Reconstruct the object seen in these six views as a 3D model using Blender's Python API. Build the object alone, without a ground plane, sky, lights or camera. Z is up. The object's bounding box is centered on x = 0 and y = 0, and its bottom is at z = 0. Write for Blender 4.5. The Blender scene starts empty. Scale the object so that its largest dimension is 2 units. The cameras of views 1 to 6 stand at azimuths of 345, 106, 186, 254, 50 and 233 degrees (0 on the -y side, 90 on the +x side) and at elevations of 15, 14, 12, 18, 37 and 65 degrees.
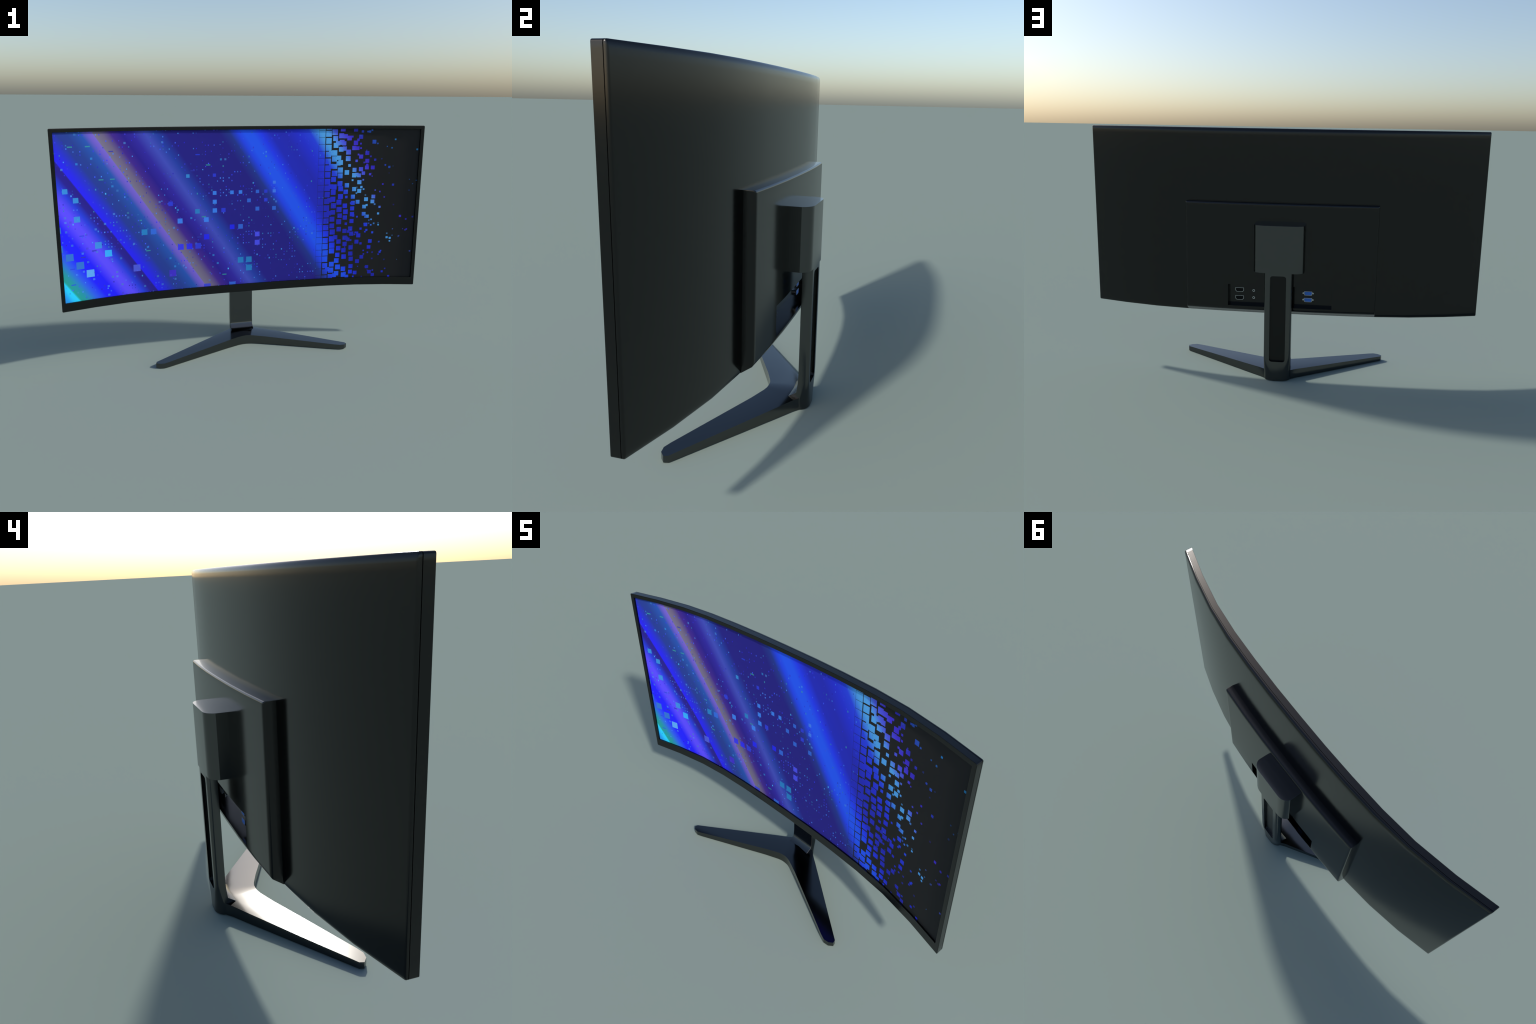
"""Curved ultrawide monitor on a V-foot stand, built part by part."""
import bpy, bmesh, math
from mathutils import Vector

# ------------------------------------------------------------------ sizes
HALF_W = 1.0                      # half the panel width
Z_BOT, Z_TOP = 0.3153, 1.2425      # panel bottom / top
OPEN_X, OPEN_B, OPEN_T = 0.981, 0.361, 1.2245   # picture opening
CURVE_X = [0.0, 0.163, 0.325, 0.49, 0.655, 0.831, 1.0]
CURVE_Y = [0.0355, 0.0345, 0.0297, 0.0205, 0.002, -0.034, -0.080]
SHELL_T = [0.046, 0.046, 0.0455, 0.0445, 0.041, 0.0405, 0.038]
CORNER_R = 0.006
BAY_X, BAY_B, BAY_T, BAY_Y = 0.262, 0.361, 0.472, 0.080   # port recess
HOUSE_X, HOUSE_B, HOUSE_T, HOUSE_OFF = 0.4775, 0.319, 0.885, 0.083


def lerp_table(x, xs, ys):
    x = abs(x)
    for i in range(len(xs) - 1):
        if x <= xs[i + 1]:
            f = (x - xs[i]) / (xs[i + 1] - xs[i])
            return ys[i] + f * (ys[i + 1] - ys[i])
    return ys[-1]


def front_y(x):
    return lerp_table(x, CURVE_X, CURVE_Y)


def shell_t(x):
    return lerp_table(x, CURVE_X, SHELL_T)


def quarter(d, r):
    """Rise of a quarter-round of radius r at distance d from the edge (0..1)."""
    if d >= r:
        return 1.0
    return math.sqrt(max(0.0, 1 - (1 - d / r) ** 2))


def mirrored(vals):
    return sorted(set([round(v, 5) for v in vals] + [round(-v, 5) for v in vals]))


# -------------------------------------------------------------- materials
def srgb(r, g, b):
    def f(c):
        c /= 255.0
        return c / 12.92 if c <= 0.04045 else ((c + 0.055) / 1.055) ** 2.4
    return (f(r), f(g), f(b))


def plain(name, rgb, rough, metallic=0.0, spec=0.5, grain=0.0, coat=0.0):
    m = bpy.data.materials.new(name)
    m.use_nodes = True
    nt = m.node_tree
    b = nt.nodes["Principled BSDF"]
    b.inputs["Roughness"].default_value = rough
    b.inputs["Metallic"].default_value = metallic
    b.inputs["Specular IOR Level"].default_value = spec
    b.inputs["Coat Weight"].default_value = coat
    tc = nt.nodes.new("ShaderNodeTexCoord")
    no = nt.nodes.new("ShaderNodeTexNoise")
    no.inputs["Scale"].default_value = 220.0
    nt.links.new(tc.outputs["Object"], no.inputs["Vector"])
    mx = nt.nodes.new("ShaderNodeMix")
    mx.data_type = 'RGBA'
    mx.inputs[6].default_value = (*[c * (1 - grain) for c in rgb], 1)
    mx.inputs[7].default_value = (*[c * (1 + grain) for c in rgb], 1)
    nt.links.new(no.outputs["Fac"], mx.inputs[0])
    nt.links.new(mx.outputs[2], b.inputs["Base Color"])
    return m


class Nodes:
    """Small helper to write node maths as expressions."""
    def __init__(self, tree):
        self.t = tree

    def put(self, sock, v):
        if hasattr(v, "is_output"):
            self.t.links.new(v, sock)
        else:
            sock.default_value = v

    def m(self, op, a, b=0.0, c=0.0, clamp=False):
        n = self.t.nodes.new("ShaderNodeMath")
        n.operation = op
        n.use_clamp = clamp
        self.put(n.inputs[0], a)
        if len(n.inputs) > 1:
            self.put(n.inputs[1], b)
        if op in ('MULTIPLY_ADD', 'COMPARE'):
            self.put(n.inputs[2], c)
        return n.outputs[0]

    def xyz(self, x, y, z):
        n = self.t.nodes.new("ShaderNodeCombineXYZ")
        for s, v in zip(n.inputs, (x, y, z)):
            self.put(s, v)
        return n.outputs[0]

    def white(self, vec):
        n = self.t.nodes.new("ShaderNodeTexWhiteNoise")
        n.noise_dimensions = '3D'
        self.t.links.new(vec, n.inputs["Vector"])
        s = self.t.nodes.new("ShaderNodeSeparateColor")
        self.t.links.new(n.outputs["Color"], s.inputs[0])
        return n.outputs["Value"], s.outputs[0], s.outputs[1], s.outputs[2]

    def noise(self, vec, scale, detail=1.0):
        n = self.t.nodes.new("ShaderNodeTexNoise")
        n.inputs["Scale"].default_value = scale
        n.inputs["Detail"].default_value = detail
        self.t.links.new(vec, n.inputs["Vector"])
        return n.outputs["Fac"]

    def ramp(self, fac, stops, mode='LINEAR'):
        n = self.t.nodes.new("ShaderNodeValToRGB")
        n.color_ramp.interpolation = mode
        e = n.color_ramp.elements
        e[0].position, e[0].color = stops[0][0], (*stops[0][1], 1)
        e[1].position, e[1].color = stops[-1][0], (*stops[-1][1], 1)
        for p, c in stops[1:-1]:
            k = e.new(p)
            k.color = (*c, 1)
        self.put(n.inputs[0], fac)
        return n.outputs[0]

    def mix(self, fac, a, b):
        n = self.t.nodes.new("ShaderNodeMix")
        n.data_type = 'RGBA'
        self.put(n.inputs[0], fac)
        self.put(n.inputs[6], a if hasattr(a, "is_output") else (*a, 1))
        self.put(n.inputs[7], b if hasattr(b, "is_output") else (*b, 1))
        return n.outputs[2]

    def map(self, v, a, b, c, d, clamp=True):
        n = self.t.nodes.new("ShaderNodeMapRange")
        n.clamp = clamp
        self.put(n.inputs[0], v)
        for i, k in enumerate((a, b, c, d)):
            self.put(n.inputs[i + 1], k)
        return n.outputs[0]


GAIN = 0.89


def paint(r, g, b, lift=1.0):
    """Base colour that shows as this screen colour under the set's light."""
    irr = (0.60, 0.64, 0.675)
    return tuple(min(1.0, max(0.0, (c - 0.002) / (k * lift) * GAIN))
                 for c, k in zip(srgb(r, g, b), irr))


def screen_material():
    m = bpy.data.materials.new("lit_picture")
    m.use_nodes = True
    nt = m.node_tree
    N = Nodes(nt)
    bsdf = nt.nodes["Principled BSDF"]
    bsdf.inputs["Roughness"].default_value = 0.45
    bsdf.inputs["Specular IOR Level"].default_value = 0.06
    tc = nt.nodes.new("ShaderNodeTexCoord")
    sep = nt.nodes.new("ShaderNodeSeparateXYZ")
    nt.links.new(tc.outputs["Object"], sep.inputs[0])
    x, z = sep.outputs[0], sep.outputs[2]

    # --- slanted beams of light: position s runs along the lower edge
    s = N.m('MULTIPLY_ADD', N.m('SUBTRACT', z, 0.361), 0.665, x)
    S0, S1, S2 = -1.0, 0.42, 1.45
    L, R = 1.18, 0.82
    left = [(-1.0, paint(40, 115, 205, L)), (-0.955, paint(40, 150, 232, L)), (-0.93, paint(42, 190, 246, L)),
            (-0.907, paint(42, 198, 250, L)), (-0.905, paint(38, 150, 138, L)),
            (-0.87, paint(40, 140, 160, L)), (-0.82, paint(48, 90, 225, L)),
            (-0.77, paint(36, 38, 250, L)), (-0.715, paint(36, 36, 250, L)),
            (-0.655, paint(86, 74, 250, L)), (-0.625, paint(86, 74, 250, L)),
            (-0.575, paint(40, 62, 210, L)), (-0.535, paint(42, 38, 140, L)),
            (-0.501, paint(42, 36, 130, L)), (-0.498, paint(40, 38, 228, 1.1)),
            (-0.475, paint(40, 40, 222, 1.1)), (-0.395, paint(40, 58, 140, 1.1)), (-0.35, paint(40, 62, 138, 1.1)),
            (-0.285, paint(40, 80, 164, 1.08)), (-0.25, paint(98, 86, 186, 1.06)),
            (-0.229, paint(106, 93, 192, 1.06)), (-0.226, paint(108, 106, 128, 1.05)),
            (-0.185, paint(98, 92, 122, 1.05)), (-0.14, paint(62, 42, 130, 1.05)),
            (-0.09, paint(42, 34, 130, 1.04)), (-0.035, paint(48, 42, 148, 1.03)),
            (0.03, paint(62, 74, 172, 1.02)), (0.085, paint(38, 60, 150)),
            (0.14, paint(38, 36, 122)), (0.42, paint(38, 36, 120))]
    right = [(0.42, paint(38, 36, 120)), (0.475, paint(38, 54, 130)), (0.52, paint(38, 66, 215)),
             (0.555, paint(38, 82, 228)), (0.60, paint(38, 82, 228)),
             (0.645, paint(38, 58, 222)), (0.70, paint(38, 46, 175)), (0.78, paint(38, 44, 165, 0.95)),
             (0.86, paint(38, 48, 190, 0.92)), (0.925, paint(40, 62, 200, 0.9)),
             (0.985, paint(70, 142, 205, 0.88)), (1.03, paint(74, 142, 205, R)),
             (1.075, paint(70, 84, 198, R)), (1.14, paint(60, 46, 182, R)),
             (1.20, paint(42, 44, 158, R)), (1.30, paint(38, 82, 158, R)),
             (1.40, paint(38, 110, 168, R)), (1.45, paint(38, 115, 165, R))]
    la = N.ramp(N.map(s, S0, S1, 0, 1), [((p - S0) / (S1 - S0), c) for p, c in left])
    ra = N.ramp(N.map(s, S1, S2, 0, 1), [((p - S1) / (S2 - S1), c) for p, c in right])
    beams = N.mix(N.m('GREATER_THAN', s, S1), la, ra)

    # --- square cells on a lattice
    def lattice(pitch, x0, z0, seed):
        gx = N.m('DIVIDE', N.m('SUBTRACT', x, x0), pitch)
        gz = N.m('DIVIDE', N.m('SUBTRACT', z, z0), pitch)
        ix, iz = N.m('FLOOR', N.m('ADD', gx, 0.5)), N.m('FLOOR', N.m('ADD', gz, 0.5))
        fx, fz = N.m('SUBTRACT', gx, ix), N.m('SUBTRACT', gz, iz)
        return ix, iz, fx, fz, N.white(N.xyz(ix, iz, seed))

    def box(fx, fz, hx, hz):
        return N.m('MULTIPLY', N.m('LESS_THAN', N.m('ABSOLUTE', fx), hx),
                   N.m('LESS_THAN', N.m('ABSOLUTE', fz), hz))

    def both(*a):
        r = a[0]
        for k in a[1:]:
            r = N.m('MULTIPLY', r, k)
        return r

    def shift(v, rnd, amount):
        return N.m('ADD', v, N.m('MULTIPLY', N.m('SUBTRACT', rnd, 0.5), amount))

    pos = N.xyz(x, 0.0, z)
    pic = beams
    edge = N.m('LESS_THAN', x, 0.80)

    # fine dots, thicker in drifts
    for pitch, seed, size, lo, hi, cols in (
            (0.016, 3.0, 0.22, 0.44, 0.22, ((64, 116, 220), (56, 82, 218), (50, 56, 210), (48, 104, 168), (40, 40, 165))),
            (0.016, 9.0, 0.19, 0.42, 0.14, ((62, 132, 224), (60, 60, 212), (44, 44, 205), (40, 66, 160), (40, 38, 150))),
            (0.024, 5.0, 0.18, 0.46, 0.05, ((66, 160, 232), (66, 130, 220), (54, 130, 160), (50, 66, 210), (50, 54, 200)))):
        ix, iz, fx, fz, (w, a, b, c) = lattice(pitch, 0.0195, 0.888, seed)
        drift = N.map(N.noise(N.xyz(x, seed, z), 5.0, 2.0), lo - 0.06, lo + 0.22, 0.012, hi)
        on = N.m('LESS_THAN', w, drift)
        hx = N.m('MULTIPLY_ADD', a, 0.16, size - 0.05)
        tone = N.ramp(c, [(0.0, paint(*cols[0])), (0.22, paint(*cols[1])), (0.45, paint(*cols[2])),
                          (0.7, paint(*cols[3])), (0.86, paint(*cols[4]))], 'CONSTANT')
        pic = N.mix(N.m('MULTIPLY', both(on, box(fx, fz, hx, size)), N.map(b, 0, 1, 0.45, 1.0)), pic, tone)

    # mid-size squares, mostly down the left third
    ix, iz, fx, fz, (w, a, b, c) = lattice(0.024, 0.0075, 0.876, 21.0)
    dens = N.m('MULTIPLY', N.map(x, -0.95, -0.1, 0.10, 0.008), N.map(z, 0.36, 1.1, 1.0, 0.45))
    tone = N.ramp(c, [(0.0, paint(78, 140, 222, L)), (0.4, paint(52, 148, 230, L)), (0.6, paint(64, 124, 196, L)),
                      (0.75, paint(64, 130, 160, L)), (0.9, paint(60, 66, 190, L))], 'CONSTANT')
    pic = N.mix(N.m('MULTIPLY', both(N.m('LESS_THAN', w, dens), box(fx, fz, 0.23, 0.22)), N.map(a, 0, 1, 0.45, 0.95)), pic, tone)
    # short dashes
    ix, iz, fx, fz, (w, a, b, c) = lattice(0.028, -0.011, 0.90, 33.0)
    dens = N.map(x, -0.9, 0.1, 0.03, 0.0)
    tone = N.ramp(c, [(0.0, paint(44, 52, 150)), (0.45, paint(50, 130, 140)), (0.75, paint(40, 60, 200))], 'CONSTANT')
    pic = N.mix(N.m('MULTIPLY', both(N.m('LESS_THAN', w, dens), box(fx, fz, 0.42, 0.11)), 0.8), pic, tone)

    # the large squares: lattice cell (column, row) by colour
    P = 0.0482
    ix, iz, fx, fz, (w, a, b, c) = lattice(P, 0.0195, 0.888, 1.0)
    code = N.m('MULTIPLY_ADD', iz, 100.0, ix)
    half = N.m('DIVIDE', N.m('MULTIPLY_ADD', z, -0.034, N.m('MULTIPLY_ADD', x, -0.008, 0.0495)), 2 * P)
    sq = box(fx, fz, half, half)
    groups = {
        (52, 116, 190): [(-21, -5), (-20, -6), (-19, -7), (-21, -3)],
        (92, 168, 230): [(-18, -8)],
        (56, 140, 212): [(-20, 1), (-19, 0), (-19, -2), (-17, -5), (-7, 2)],
        (52, 172, 246): [(-16, -6)],
        (76, 92, 214): [(-13, -8)],
        (62, 44, 190): [(-9, -9)],
        (46, 60, 205): [(-9, -1), (-6, -6), (-5, -11), (-3, -2), (-4, 2), (2, 0), (2, -1)],
        (36, 42, 235): [(-8, -6), (-7, -6), (-5, -5), (-2, -4)],
        (58, 124, 228): [(-4, 0), (-4, -1), (-4, -2), (-2, 0), (-1, 0), (-5, -3), (-8, -3)],
        (50, 100, 205): [(0, -1), (1, 0), (1, -2), (-11, -4), (-2, -11), (3, -2), (-1, -4)],
        (40, 122, 184): [(0, -8), (0, -9), (-1, -8), (-12, -4), (-6, -2)],
        (72, 78, 228): [(1, -5), (1, -6), (-4, 7)],
        (66, 118, 224): [(3, 0), (3, 1)],
    }
    for rgb, cells in groups.items():
        hit = None
        for cx, cz in cells:
            k = N.m('COMPARE', code, cz * 100.0 + cx, 0.4)
            hit = k if hit is None else N.m('ADD', hit, k)
        lift = L if cells[0][0] < -12 else 1.04
        pic = N.mix(N.m('MULTIPLY', both(hit, sq), 0.84), pic, paint(*rgb, lift))

    # --- right-hand part: the picture breaks up into tiles over black
    black = (0.0235, 0.0235, 0.024)
    T = 0.0379
    X0 = 0.4165
    broken = N.m('GREATER_THAN', x, X0)
    # ordered tiles near the break
    gx0 = N.m('DIVIDE', N.m('SUBTRACT', x, X0 + T / 2), T)
    ix0 = N.m('FLOOR', N.m('ADD', gx0, 0.5))
    tiles = None
    #        seed  shift x/z   keep  gone by  half-size near/far  starts
    for seed, ox, oz, keep, gone, near, away, begin in (
            (41.0, 0.0, 0.0, 1.0, 0.42, 0.468, 0.33, -1.0),
            (47.0, 0.5, 0.4, 0.20, 0.46, 0.42, 0.30, 0.02),
            (53.0, 0.3, 0.7, 0.34, 0.60, 0.30, 0.19, 0.15),
            (59.0, 0.8, 0.2, 0.28, 0.60, 0.22, 0.14, 0.17)):
        gx = N.m('DIVIDE', N.m('SUBTRACT', x, X0 + T / 2 + ox * T), T)
        ix = N.m('FLOOR', N.m('ADD', gx, 0.5))
        col = N.m('MULTIPLY_ADD', ix, T, ox * T)            # distance past the break
        slip = N.white(N.xyz(ix, 7.0, seed))[0]             # each column slides a little
        slide = N.m('MULTIPLY', N.m('SUBTRACT', slip, 0.5), N.map(col, 0.02, 0.10, 0.0, 0.9))
        gz = N.m('ADD', N.m('DIVIDE', N.m('SUBTRACT', z, 1.1959 + oz * T), T), slide)
        iz = N.m('FLOOR', N.m('ADD', gz, 0.5))
        fx, fz = N.m('SUBTRACT', gx, ix), N.m('SUBTRACT', gz, iz)
        w, a, b, c = N.white(N.xyz(ix, iz, seed))
        p = N.m('POWER', N.map(col, 0.07, gone, 1.0, 0.0), 1.35)
        p = N.m('MULTIPLY', p, keep)
        p = N.m('MULTIPLY', p, N.m('GREATER_THAN', col, begin))
        size = N.m('MULTIPLY', N.map(col, 0.0, 0.26, near, away), N.map(a, 0, 1, N.map(col, 0.0, 0.08, 0.98, 0.82), 1.0))
        room = N.m('SUBTRACT', 0.5, size)
        loose = N.map(col, 0.01, 0.07, 0.0, 2.0)
        sx = N.m('ADD', fx, N.m('MULTIPLY', N.m('MULTIPLY', N.m('SUBTRACT', b, 0.5), room), loose))
        sz = N.m('ADD', fz, N.m('MULTIPLY', N.m('MULTIPLY', N.m('SUBTRACT', c, 0.5), room), loose))
        t = both(N.m('LESS_THAN', w, p), box(sx, sz, size, size))
        tiles = t if tiles is None else N.m('MAXIMUM', tiles, t)
    # specks far out
    for pitch, seed, size, hi in ((0.027, 61.0, 0.15, 0.06), (0.036, 67.0, 0.13, 0.10), (0.019, 71.0, 0.16, 0.03)):
        ix, iz, fx, fz, (w, a, b, c) = lattice(pitch, X0 + 0.006, 0.9, seed)
        p = N.m('MULTIPLY', N.map(x, 0.55, 0.66, 0.0, hi), N.map(x, 0.80, 0.98, 1.0, 0.25))
        t = N.m('MULTIPLY', both(N.m('LESS_THAN', w, p), box(shift(fx, a, 0.5), shift(fz, b, 0.5), size, size)),
                N.map(c, 0, 1, 0.15, 0.9))
        tiles = N.m('MAXIMUM', tiles, t)
    # the first column keeps only hairline gaps
    first = N.m('LESS_THAN', ix0, 0.5)
    tiles = N.m('MAXIMUM', tiles, N.m('MULTIPLY', first, 0.35))
    cover = N.m('MAXIMUM', N.m('SUBTRACT', 1.0, broken), tiles)
    shown = N.mix(broken, pic, N.mix(0.35, beams, pic))
    final = N.mix(cover, black, shown)
    nt.links.new(final, bsdf.inputs["Base Color"])
    return m


MAT_BODY = plain("satin_black_plastic", (0.0010, 0.0011, 0.0011), 0.15, spec=0.47, grain=0.15)
MAT_STAND = plain("dark_polished_metal", (0.105, 0.108, 0.108), 0.14, metallic=1.0, grain=0.04)
MAT_DARK = plain("black_gap", (0.002, 0.002, 0.002), 0.6, spec=0.2)
MAT_SLOT = plain("matt_black_plastic", (0.0010, 0.0011, 0.0011), 0.3, spec=0.35, grain=0.15)
MAT_METAL = plain("bright_connector_metal", (0.50, 0.52, 0.54), 0.25, metallic=1.0)
MAT_BLUE = plain("blue_connector_plastic", (0.035, 0.17, 0.62), 0.4, grain=0.1)
MAT_SCREEN = screen_material()


# ------------------------------------------------------------ mesh helpers
def finish(bm, name, mat, parent, smooth_deg=35.0):
    bmesh.ops.recalc_face_normals(bm, faces=bm.faces)
    me = bpy.data.meshes.new(name)
    bm.to_mesh(me)
    bm.free()
    me.materials.append(mat)
    for p in me.polygons:
        p.use_smooth = True
    me.set_sharp_from_angle(angle=math.radians(smooth_deg))
    ob = bpy.data.objects.new(name, me)
    bpy.context.scene.collection.objects.link(ob)
    ob.parent = parent
    return ob


def grid(xs, zs, place, keep=lambda xm, zm: True):
    """Sheet over columns xs and rows zs; place(x,z)->co; keep() filters cells."""
    bm = bmesh.new()
    vs = [[bm.verts.new(place(x, z)) for z in zs] for x in xs]
    for i in range(len(xs) - 1):
        for j in range(len(zs) - 1):
            if keep((xs[i] + xs[i + 1]) / 2, (zs[j] + zs[j + 1]) / 2):
                bm.faces.new((vs[i][j], vs[i + 1][j], vs[i + 1][j + 1], vs[i][j + 1]))
    for v in [v for v in bm.verts if not v.link_faces]:
        bm.verts.remove(v)
    return bm


def wall_from(bm, edges, to):
    """Extrude border edges; to(co) gives the new place of each vertex."""
    r = bmesh.ops.extrude_edge_only(bm, edges=edges)
    for g in r["geom"]:
        if isinstance(g, bmesh.types.BMVert):
            g.co = to(g.co.copy())
    return [g for g in r["geom"] if isinstance(g, bmesh.types.BMEdge)]


def round_corner(x, z, x_lim, z_lo, z_hi, r):
    """Pull points near the four corners of a rectangle onto concentric arcs."""
    dx = x_lim - abs(x)
    dz_hi, dz_lo = z_hi - z, z - z_lo
    dz = min(dz_hi, dz_lo)
    a, b = r - dx, r - dz
    if a > 1e-9 and b > 1e-9:
        k = max(a, b) / math.hypot(a, b)
        a, b = a * k, b * k
        nx = math.copysign(x_lim - (r - a), x)
        nz = z_hi - (r - b) if dz_hi < dz_lo else z_lo + (r - b)
        return nx, nz
    return x, z


def loft(rings, name, mat, parent, caps=(True, True), smooth_deg=35.0):
    bm = bmesh.new()
    vr = [[bm.verts.new(p) for p in ring] for ring in rings]
    n = len(rings[0])
    for a, b in zip(vr, vr[1:]):
        for i in range(n):
            bm.faces.new((a[i], a[(i + 1) % n], b[(i + 1) % n], b[i]))
    if caps[0]:
        bm.faces.new(vr[0])
    if caps[1]:
        bm.faces.new(vr[-1])
    return finish(bm, name, mat, parent, smooth_deg)


def rounded_rect(hw, hh, r, seg=5):
    pts = []
    for cx, cy, a0 in ((hw - r, hh - r, 0), (-hw + r, hh - r, 90), (-hw + r, -hh + r, 180), (hw - r, -hh + r, 270)):
        for k in range(seg + 1):
            a = math.radians(a0 + 90 * k / seg)
            pts.append((cx + r * math.cos(a), cy + r * math.sin(a)))
    return pts


# ------------------------------------------------------------------ object
monitor = bpy.data.objects.new("curved_monitor", None)
bpy.context.scene.collection.objects.link(monitor)
monitor["label"] = "black curved ultrawide monitor with blue picture on V-foot stand"
monitor["category"] = "computer monitor"

RIM = [0.0, 0.0008, 0.002, 0.004, 0.006]
facets = [x for x in CURVE_X if x < 0.99]


# --- bezel frame: ring round the picture, with outer sides and inner lip
def bezel_frame():
    xs = mirrored(facets + [HALF_W - d for d in RIM] + [OPEN_X])
    zs = sorted([Z_BOT + d for d in RIM] + [Z_TOP - d for d in RIM] + [OPEN_B, OPEN_T])

    def place(x, z):
        d = min(HALF_W - abs(x), z - Z_BOT, Z_TOP - z)
        y = front_y(x) + 0.0012 * (1 - quarter(d, 0.002))
        nx, nz = round_corner(x, z, HALF_W, Z_BOT, Z_TOP, CORNER_R)
        return (nx, y, nz)

    bm = grid(xs, zs, place, lambda x, z: not (abs(x) < OPEN_X and OPEN_B < z < OPEN_T))
    border = [e for e in bm.edges if e.is_boundary]

    def is_outer(e):
        c = (e.verts[0].co + e.verts[1].co) / 2
        return abs(c.x) > OPEN_X + 0.004 or c.z < OPEN_B - 0.004 or c.z > OPEN_T + 0.004
    outer = [e for e in border if is_outer(e)]
    inner = [e for e in border if not is_outer(e)]
    back = wall_from(bm, outer, lambda c: Vector((c.x, front_y(c.x) + 0.0278, c.z)))
    # turned-in rear edge of the frame
    mid = (Z_BOT + Z_TOP) / 2
    wall_from(bm, back, lambda c: Vector((c.x * 0.992, c.y, mid + (c.z - mid) * 0.985)))
    wall_from(bm, inner, lambda c: Vector((c.x, front_y(c.x) + 0.011, c.z)))
    return finish(bm, "bezel_frame", MAT_BODY, monitor, 22.0)


# --- picture surface set 8 mm behind the frame
def screen():
    xs = mirrored(facets + [OPEN_X + 0.003])
    zs = [OPEN_B - 0.003 + (OPEN_T - OPEN_B + 0.006) * k / 4 for k in range(5)]
    bm = grid(xs, zs, lambda x, z: (x, front_y(x) + 0.0083, z))
    return finish(bm, "screen", MAT_SCREEN, monitor, 60.0)


# --- dark seam between frame and rear shell
def seam():
    m = 0.0022
    w = 0.012
    xs = mirrored(facets + [HALF_W - m, HALF_W - m - w])
    zs = [Z_BOT + m, Z_BOT + m + w, Z_TOP - m - w, Z_TOP - m]
    bm = grid(xs, zs, lambda x, z: (x, front_y(x) + 0.0265, z),
              lambda x, z: abs(x) > HALF_W - m - w or z < Z_BOT + m + w or z > Z_TOP - m - w)
    rim = [e for e in bm.edges if e.is_boundary and max(abs(e.verts[0].co.x) - (HALF_W - m) + 1e-4,
           Z_BOT + m + 1e-4 - e.verts[0].co.z, e.verts[0].co.z - (Z_TOP - m) + 1e-4) > 0 and max(
           abs(e.verts[1].co.x) - (HALF_W - m) + 1e-4, Z_BOT + m + 1e-4 - e.verts[1].co.z,
           e.verts[1].co.z - (Z_TOP - m) + 1e-4) > 0]
    wall_from(bm, rim, lambda c: Vector((c.x, c.y + 0.007, c.z)))
    return finish(bm, "seam_gap", MAT_DARK, monitor, 40.0)


# --- rear shell with rounded upper and lower edges
def back_shell():
    rim_x = [0.0, 0.0008, 0.002, 0.004, 0.006]
    rim_z = [0.0, 0.0008, 0.002, 0.004, 0.007, 0.012, 0.018]
    xs = mirrored(facets + [HALF_W - d for d in rim_x] + [BAY_X])
    zs = sorted([Z_BOT + d for d in rim_z + [0.034]] + [Z_TOP - d for d in rim_z + [0.034]] + [BAY_B, BAY_T])
    start = 0.0335

    def place(x, z):
        rise = min(quarter(HALF_W - abs(x), 0.005), quarter(min(z - Z_BOT, Z_TOP - z), 0.018))
        y = front_y(x) + start + (shell_t(x) - start) * rise
        nx, nz = round_corner(x, z, HALF_W, Z_BOT, Z_TOP, CORNER_R)
        return (nx, y, nz)

    bm = grid(xs, zs, place, lambda x, z: not (abs(x) < BAY_X and BAY_B < z < BAY_T))
    outer = [e for e in bm.edges if e.is_boundary and
             (abs(e.verts[0].co.x) > 0.9 or not (BAY_B - .01 < e.verts[0].co.z < BAY_T + .01))]
    back = wall_from(bm, outer, lambda c: Vector((c.x, front_y(c.x) + 0.0298, c.z)))
    mid = (Z_BOT + Z_TOP) / 2
    wall_from(bm, back, lambda c: Vector((c.x * 0.992, c.y, mid + (c.z - mid) * 0.985)))
    return finish(bm, "back_shell", MAT_BODY, monitor, 60.0)


# --- raised housing on the back, following the panel's curve
HOUSE_XS = mirrored([x for x in facets if x < 0.46] + [0.42] + [HOUSE_X - d for d in (0.0, 0.0012, 0.0035, 0.007, 0.016)] + [BAY_X])


def house_y(x):
    return front_y(x) + HOUSE_OFF


def rear_housing():
    zs = [HOUSE_B, 0.3395, 0.3425, 0.347, 0.353, BAY_B, BAY_T] + [HOUSE_T - d for d in (0.026, 0.009, 0.006, 0.003, 0.001, 0.0)]
    low_z = [HOUSE_B, 0.3395, 0.3425, 0.347, 0.353]
    low_drop = [0.040, 0.0105, 0.0055, 0.0022, 0.0004]

    def place(x, z):
        side = 0.0085 * (1 - quarter(HOUSE_X - abs(x), 0.007))
        top = 0.0075 * (1 - quarter(HOUSE_T - z, 0.009))
        bot = 0.0
        if z <= 0.3531:
            bot = lerp_table(z, low_z, low_drop)
        return (x, house_y(x) - max(side, top, bot), z)

    bm = grid(HOUSE_XS, zs, place, lambda x, z: not (abs(x) < BAY_X and BAY_B < z < BAY_T))
    outer = [e for e in bm.edges if e.is_boundary and
             (abs(e.verts[0].co.x) > 0.47 or not (BAY_B - .01 < e.verts[0].co.z < BAY_T + .01))]
    wall_from(bm, outer, lambda c: Vector((c.x, front_y(c.x) + 0.036, c.z)))
    return finish(bm, "rear_housing", MAT_BODY, monitor, 50.0)


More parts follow.
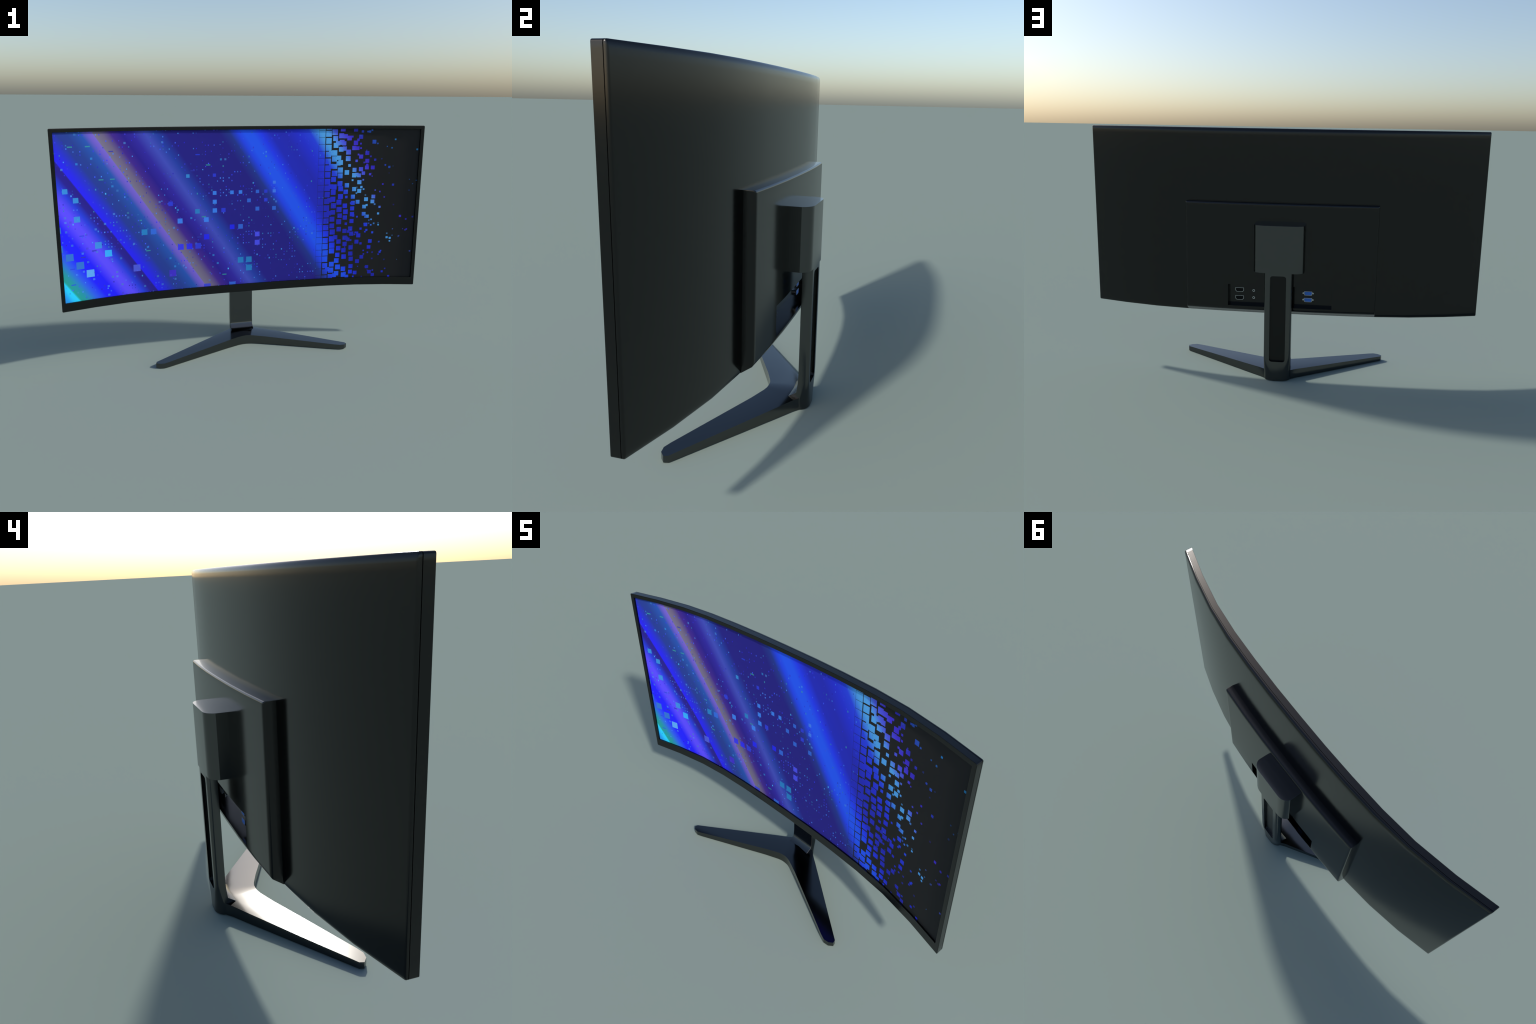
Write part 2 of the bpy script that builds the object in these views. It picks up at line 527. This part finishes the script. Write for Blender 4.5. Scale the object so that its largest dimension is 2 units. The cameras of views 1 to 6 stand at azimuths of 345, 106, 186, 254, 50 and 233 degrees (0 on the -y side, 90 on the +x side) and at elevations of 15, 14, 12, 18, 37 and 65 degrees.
# --- recessed bay for the connectors
def port_bay():
    xs = [x for x in HOUSE_XS if abs(x) <= BAY_X + 1e-6]
    bm = grid(xs, [BAY_B, BAY_T], lambda x, z: (x, house_y(x) - 0.0003, z))
    border = [e for e in bm.edges if e.is_boundary]
    bmesh.ops.delete(bm, geom=bm.faces[:], context='FACES_ONLY')
    border = [e for e in bm.edges if abs(e.verts[0].co.z - e.verts[1].co.z) < 1e-6 or abs(abs(e.verts[0].co.x) - BAY_X) < 1e-6]
    bmesh.ops.delete(bm, geom=[e for e in bm.edges if e not in border], context='EDGES')
    floor = wall_from(bm, border, lambda c: Vector((c.x, BAY_Y, c.z)))
    bmesh.ops.contextual_create(bm, geom=floor)
    return finish(bm, "port_bay", MAT_BODY, monitor, 30.0)


bezel_frame()
screen()
seam()
back_shell()
rear_housing()
bay = port_bay()


# --- connectors in the bay
def prism_xz(outline, y0, y1, name, mat, parent, cx, cz, hole=None):
    """Outline in x,z pushed from y0 out to y1; optional inset hole outline."""
    if hole is None:
        rings = [[(cx + px, y, cz + pz) for px, pz in outline] for y in (y0, y1)]
        return loft(rings, name, mat, parent, smooth_deg=30)
    rings = [[(cx + px, y0, cz + pz) for px, pz in outline],
             [(cx + px, y1, cz + pz) for px, pz in outline],
             [(cx + px, y1, cz + pz) for px, pz in hole],
             [(cx + px, y0 + 0.001, cz + pz) for px, pz in hole]]
    return loft(rings, name, mat, parent, caps=(True, True), smooth_deg=30)


def scaled(pts, kx, kz):
    return [(px * kx, pz * kz) for px, pz in pts]


video_outline = [(-0.0215, 0.011), (0.0215, 0.011), (0.0215, -0.004), (0.015, -0.011), (-0.015, -0.011), (-0.0215, -0.004)]
for cz in (0.4360, 0.3943):
    port = prism_xz(video_outline, BAY_Y - 0.001, BAY_Y + 0.003, "video_port", MAT_METAL, bay, 0.2070, cz,
                    scaled(video_outline, 0.91, 0.86))
    prism_xz(scaled(video_outline, 0.905, 0.855), BAY_Y, BAY_Y + 0.0012, "port_opening", MAT_DARK, port, 0.2070, cz)
circle = [(0.0065 * math.cos(2 * math.pi * k / 20), 0.0065 * math.sin(2 * math.pi * k / 20)) for k in range(20)]
for cz in (0.4346, 0.3972):
    jack = prism_xz(circle, BAY_Y - 0.001, BAY_Y + 0.003, "audio_jack", MAT_METAL, bay, 0.1346, cz, scaled(circle, 0.55, 0.55))
    prism_xz(scaled(circle, 0.53, 0.53), BAY_Y, BAY_Y + 0.0012, "jack_hole", MAT_DARK, jack, 0.1346, cz)
dsub = [(-0.0215, 0.0075), (-0.0185, 0.0105), (0.0185, 0.0105), (0.0215, 0.0075), (0.0190, -0.0085), (0.0165, -0.0105),
        (-0.0165, -0.0105), (-0.0190, -0.0085)]
hexa = [(0.0045 * math.cos(math.pi / 3 * k), 0.0045 * math.sin(math.pi / 3 * k)) for k in range(6)]
for cz in (0.4334, 0.3994):
    con = prism_xz(dsub, BAY_Y - 0.001, BAY_Y + 0.011, "video_connector", MAT_METAL, bay, -0.1425, cz, scaled(dsub, 0.90, 0.86))
    prism_xz(scaled(dsub, 0.88, 0.83), BAY_Y, BAY_Y + 0.0102, "connector_insert", MAT_BLUE, con, -0.1425, cz)
    for sx in (-0.0245, 0.0245):
        prism_xz(hexa, BAY_Y - 0.001, BAY_Y + 0.007, "hex_post", MAT_METAL, con, -0.1425 + sx, cz)


# --- stand neck: one column from foot to mounting head
def neck():
    front = [(0.0, 0.1190), (0.0485, 0.1150), (0.0690, 0.1470), (0.0875, 0.1502),
             (0.1100, 0.1525), (0.1500, 0.1535), (0.5550, 0.1540)]

    def half_section(z, yf):
        t = min(1.0, z / 0.14)
        t = t * t * (3 - 2 * t)
        rx, ry = 0.050 + (0.0125 - 0.050) * t, 0.040 + (0.0125 - 0.040) * t
        hw, yb = 0.0675, 0.1925
        pts = [(0.0, yf), (hw - 0.0012, yf), (hw, yf + 0.0012)]
        for k in range(9):
            a = math.pi / 2 * k / 8
            pts.append((hw - rx + rx * math.cos(a), yb - ry + ry * math.sin(a)))
        pts.append((0.0, yb))
        return pts

    rings = []
    zs = sorted(set([z for z, _ in front] + [0.02, 0.035, 0.13]))
    for z in zs:
        yf = lerp_table(z, [f[0] for f in front], [f[1] for f in front])
        h = half_section(z, yf)
        ring = [(px, py, max(z, 0.0005)) for px, py in h]
        ring += [(-px, py, max(z, 0.0005)) for px, py in reversed(h[1:-1])]
        rings.append(ring)
    ob = loft(rings, "stand_neck", MAT_STAND, monitor, caps=(True, False), smooth_deg=28)
    # long rounded slot down the back
    cz, hh = 0.3205, 0.2205
    out = rounded_rect(0.0395, hh, 0.013, 6)
    cut = loft([[(px, 0.1775, cz + pz) for px, pz in out], [(px, 0.24, cz + pz) for px, pz in out]],
               "slot_cutter", MAT_STAND, None)
    mod = ob.modifiers.new("slot", 'BOOLEAN')
    mod.operation, mod.object, mod.solver = 'DIFFERENCE', cut, 'EXACT'
    dg = bpy.context.evaluated_depsgraph_get()
    me = bpy.data.meshes.new_from_object(ob.evaluated_get(dg))
    ob.modifiers.clear()
    ob.data = me
    me.name = "stand_neck"
    me.set_sharp_from_angle(angle=math.radians(28))
    # the toe flows smoothly from foot to column
    for e in me.edges:
        p, q = (me.vertices[i].co for i in e.vertices)
        if abs(p.z - q.z) < 1e-5 and 0.06 < p.z < 0.12 and p.y < 0.158 and q.y < 0.158:
            e.use_edge_sharp = False
    bpy.data.objects.remove(cut)
    inner = rounded_rect(0.0388, hh - 0.0007, 0.0123, 6)
    loft([[(px, 0.1770, cz + pz) for px, pz in inner], [(px, 0.1795, cz + pz) for px, pz in inner]],
         "slot_panel", MAT_SLOT, ob)
    return ob


neck_ob = neck()


# --- mounting head behind the housing
def head():
    half = [(0.0, 0.1925), (0.070, 0.1925), (0.081, 0.1921), (0.093, 0.1899), (0.1045, 0.1850), (0.1140, 0.1773),
            (0.1207, 0.1680), (0.1245, 0.1580), (0.1245, 0.095)]
    sect = half + [(-px, py) for px, py in reversed(half[1:])]
    cx, cy = 0.0, 0.15
    rings = []
    for z, k in ((0.555, 0.0), (0.7866, 0.0), (0.787, 0.0004)):
        rings.append([(px * (1 - k / 0.125), cy + (py - cy) * (1 - k / 0.045), z) for px, py in sect])
    return loft(rings, "mounting_head", MAT_STAND, monitor, smooth_deg=20)


head()


# --- V-shaped foot: two tapering legs with a faint ridge running out from the neck
def foot():
    def top_z(px):
        return 0.0505 - 0.0485 * abs(px)
    # stations out along the right leg: front edge, ridge, back edge, ridge height
    stations = [((0.0, 0.0215), (0.0, 0.116), (0.0, 0.188), 0.0030),
                ((0.022, 0.0200), (0.030, 0.116), (0.025, 0.186), 0.0030),
                ((0.044, 0.0140), (0.066, 0.114), (0.056, 0.168), 0.0030),
                ((0.115, -0.0150), (0.110, 0.086), (0.090, 0.140), 0.0024),
                ((0.200, -0.0549), (0.190, 0.030), (0.150, 0.101), 0.0016),
                ((0.300, -0.1017), (0.285, -0.028), (0.260, 0.0275), 0.0007),
                ((0.420, -0.1580), (0.420, -0.117), (0.420, -0.0795), 0.0),
                ((0.470, -0.1815), (0.475, -0.150), (0.480, -0.1196), 0.0)]
    tip = [(0.4985, -0.1925), (0.524, -0.1895), (0.5425, -0.1740), (0.5375, -0.1580)]
    bm = bmesh.new()
    cache = {}

    def vert(px, py, pz):
        k = (round(px, 5), round(py, 5), round(pz, 5))
        if k not in cache:
            cache[k] = bm.verts.new(k)
        return cache[k]

    for sgn in (1, -1):
        def up(p, h=0.0):
            return vert(sgn * p[0], p[1], top_z(p[0]) + h)

        def low(p):
            return vert(sgn * p[0], p[1], 0.0)
        for (f0, m0, b0, h0), (f1, m1, b1, h1) in zip(stations, stations[1:]):
            bm.faces.new((up(f0), up(f1), up(m1, h1), up(m0, h0)))
            bm.faces.new((up(m0, h0), up(m1, h1), up(b1), up(b0)))
            bm.faces.new((low(f0), low(f1), low(b1), low(b0)))
            bm.faces.new((low(f0), low(f1), up(f1), up(f0)))
            bm.faces.new((low(b0), low(b1), up(b1), up(b0)))
        f, m, b, h = stations[-1]
        bm.faces.new([up(f)] + [up(p) for p in tip] + [up(b), up(m, h)])
        bm.faces.new([low(f)] + [low(p) for p in tip] + [low(b)])
        rim = [f] + tip + [b]
        for p, q in zip(rim, rim[1:]):
            bm.faces.new((low(p), low(q), up(q), up(p)))
    return finish(bm, "stand_foot", MAT_STAND, monitor, 25.0)


foot()
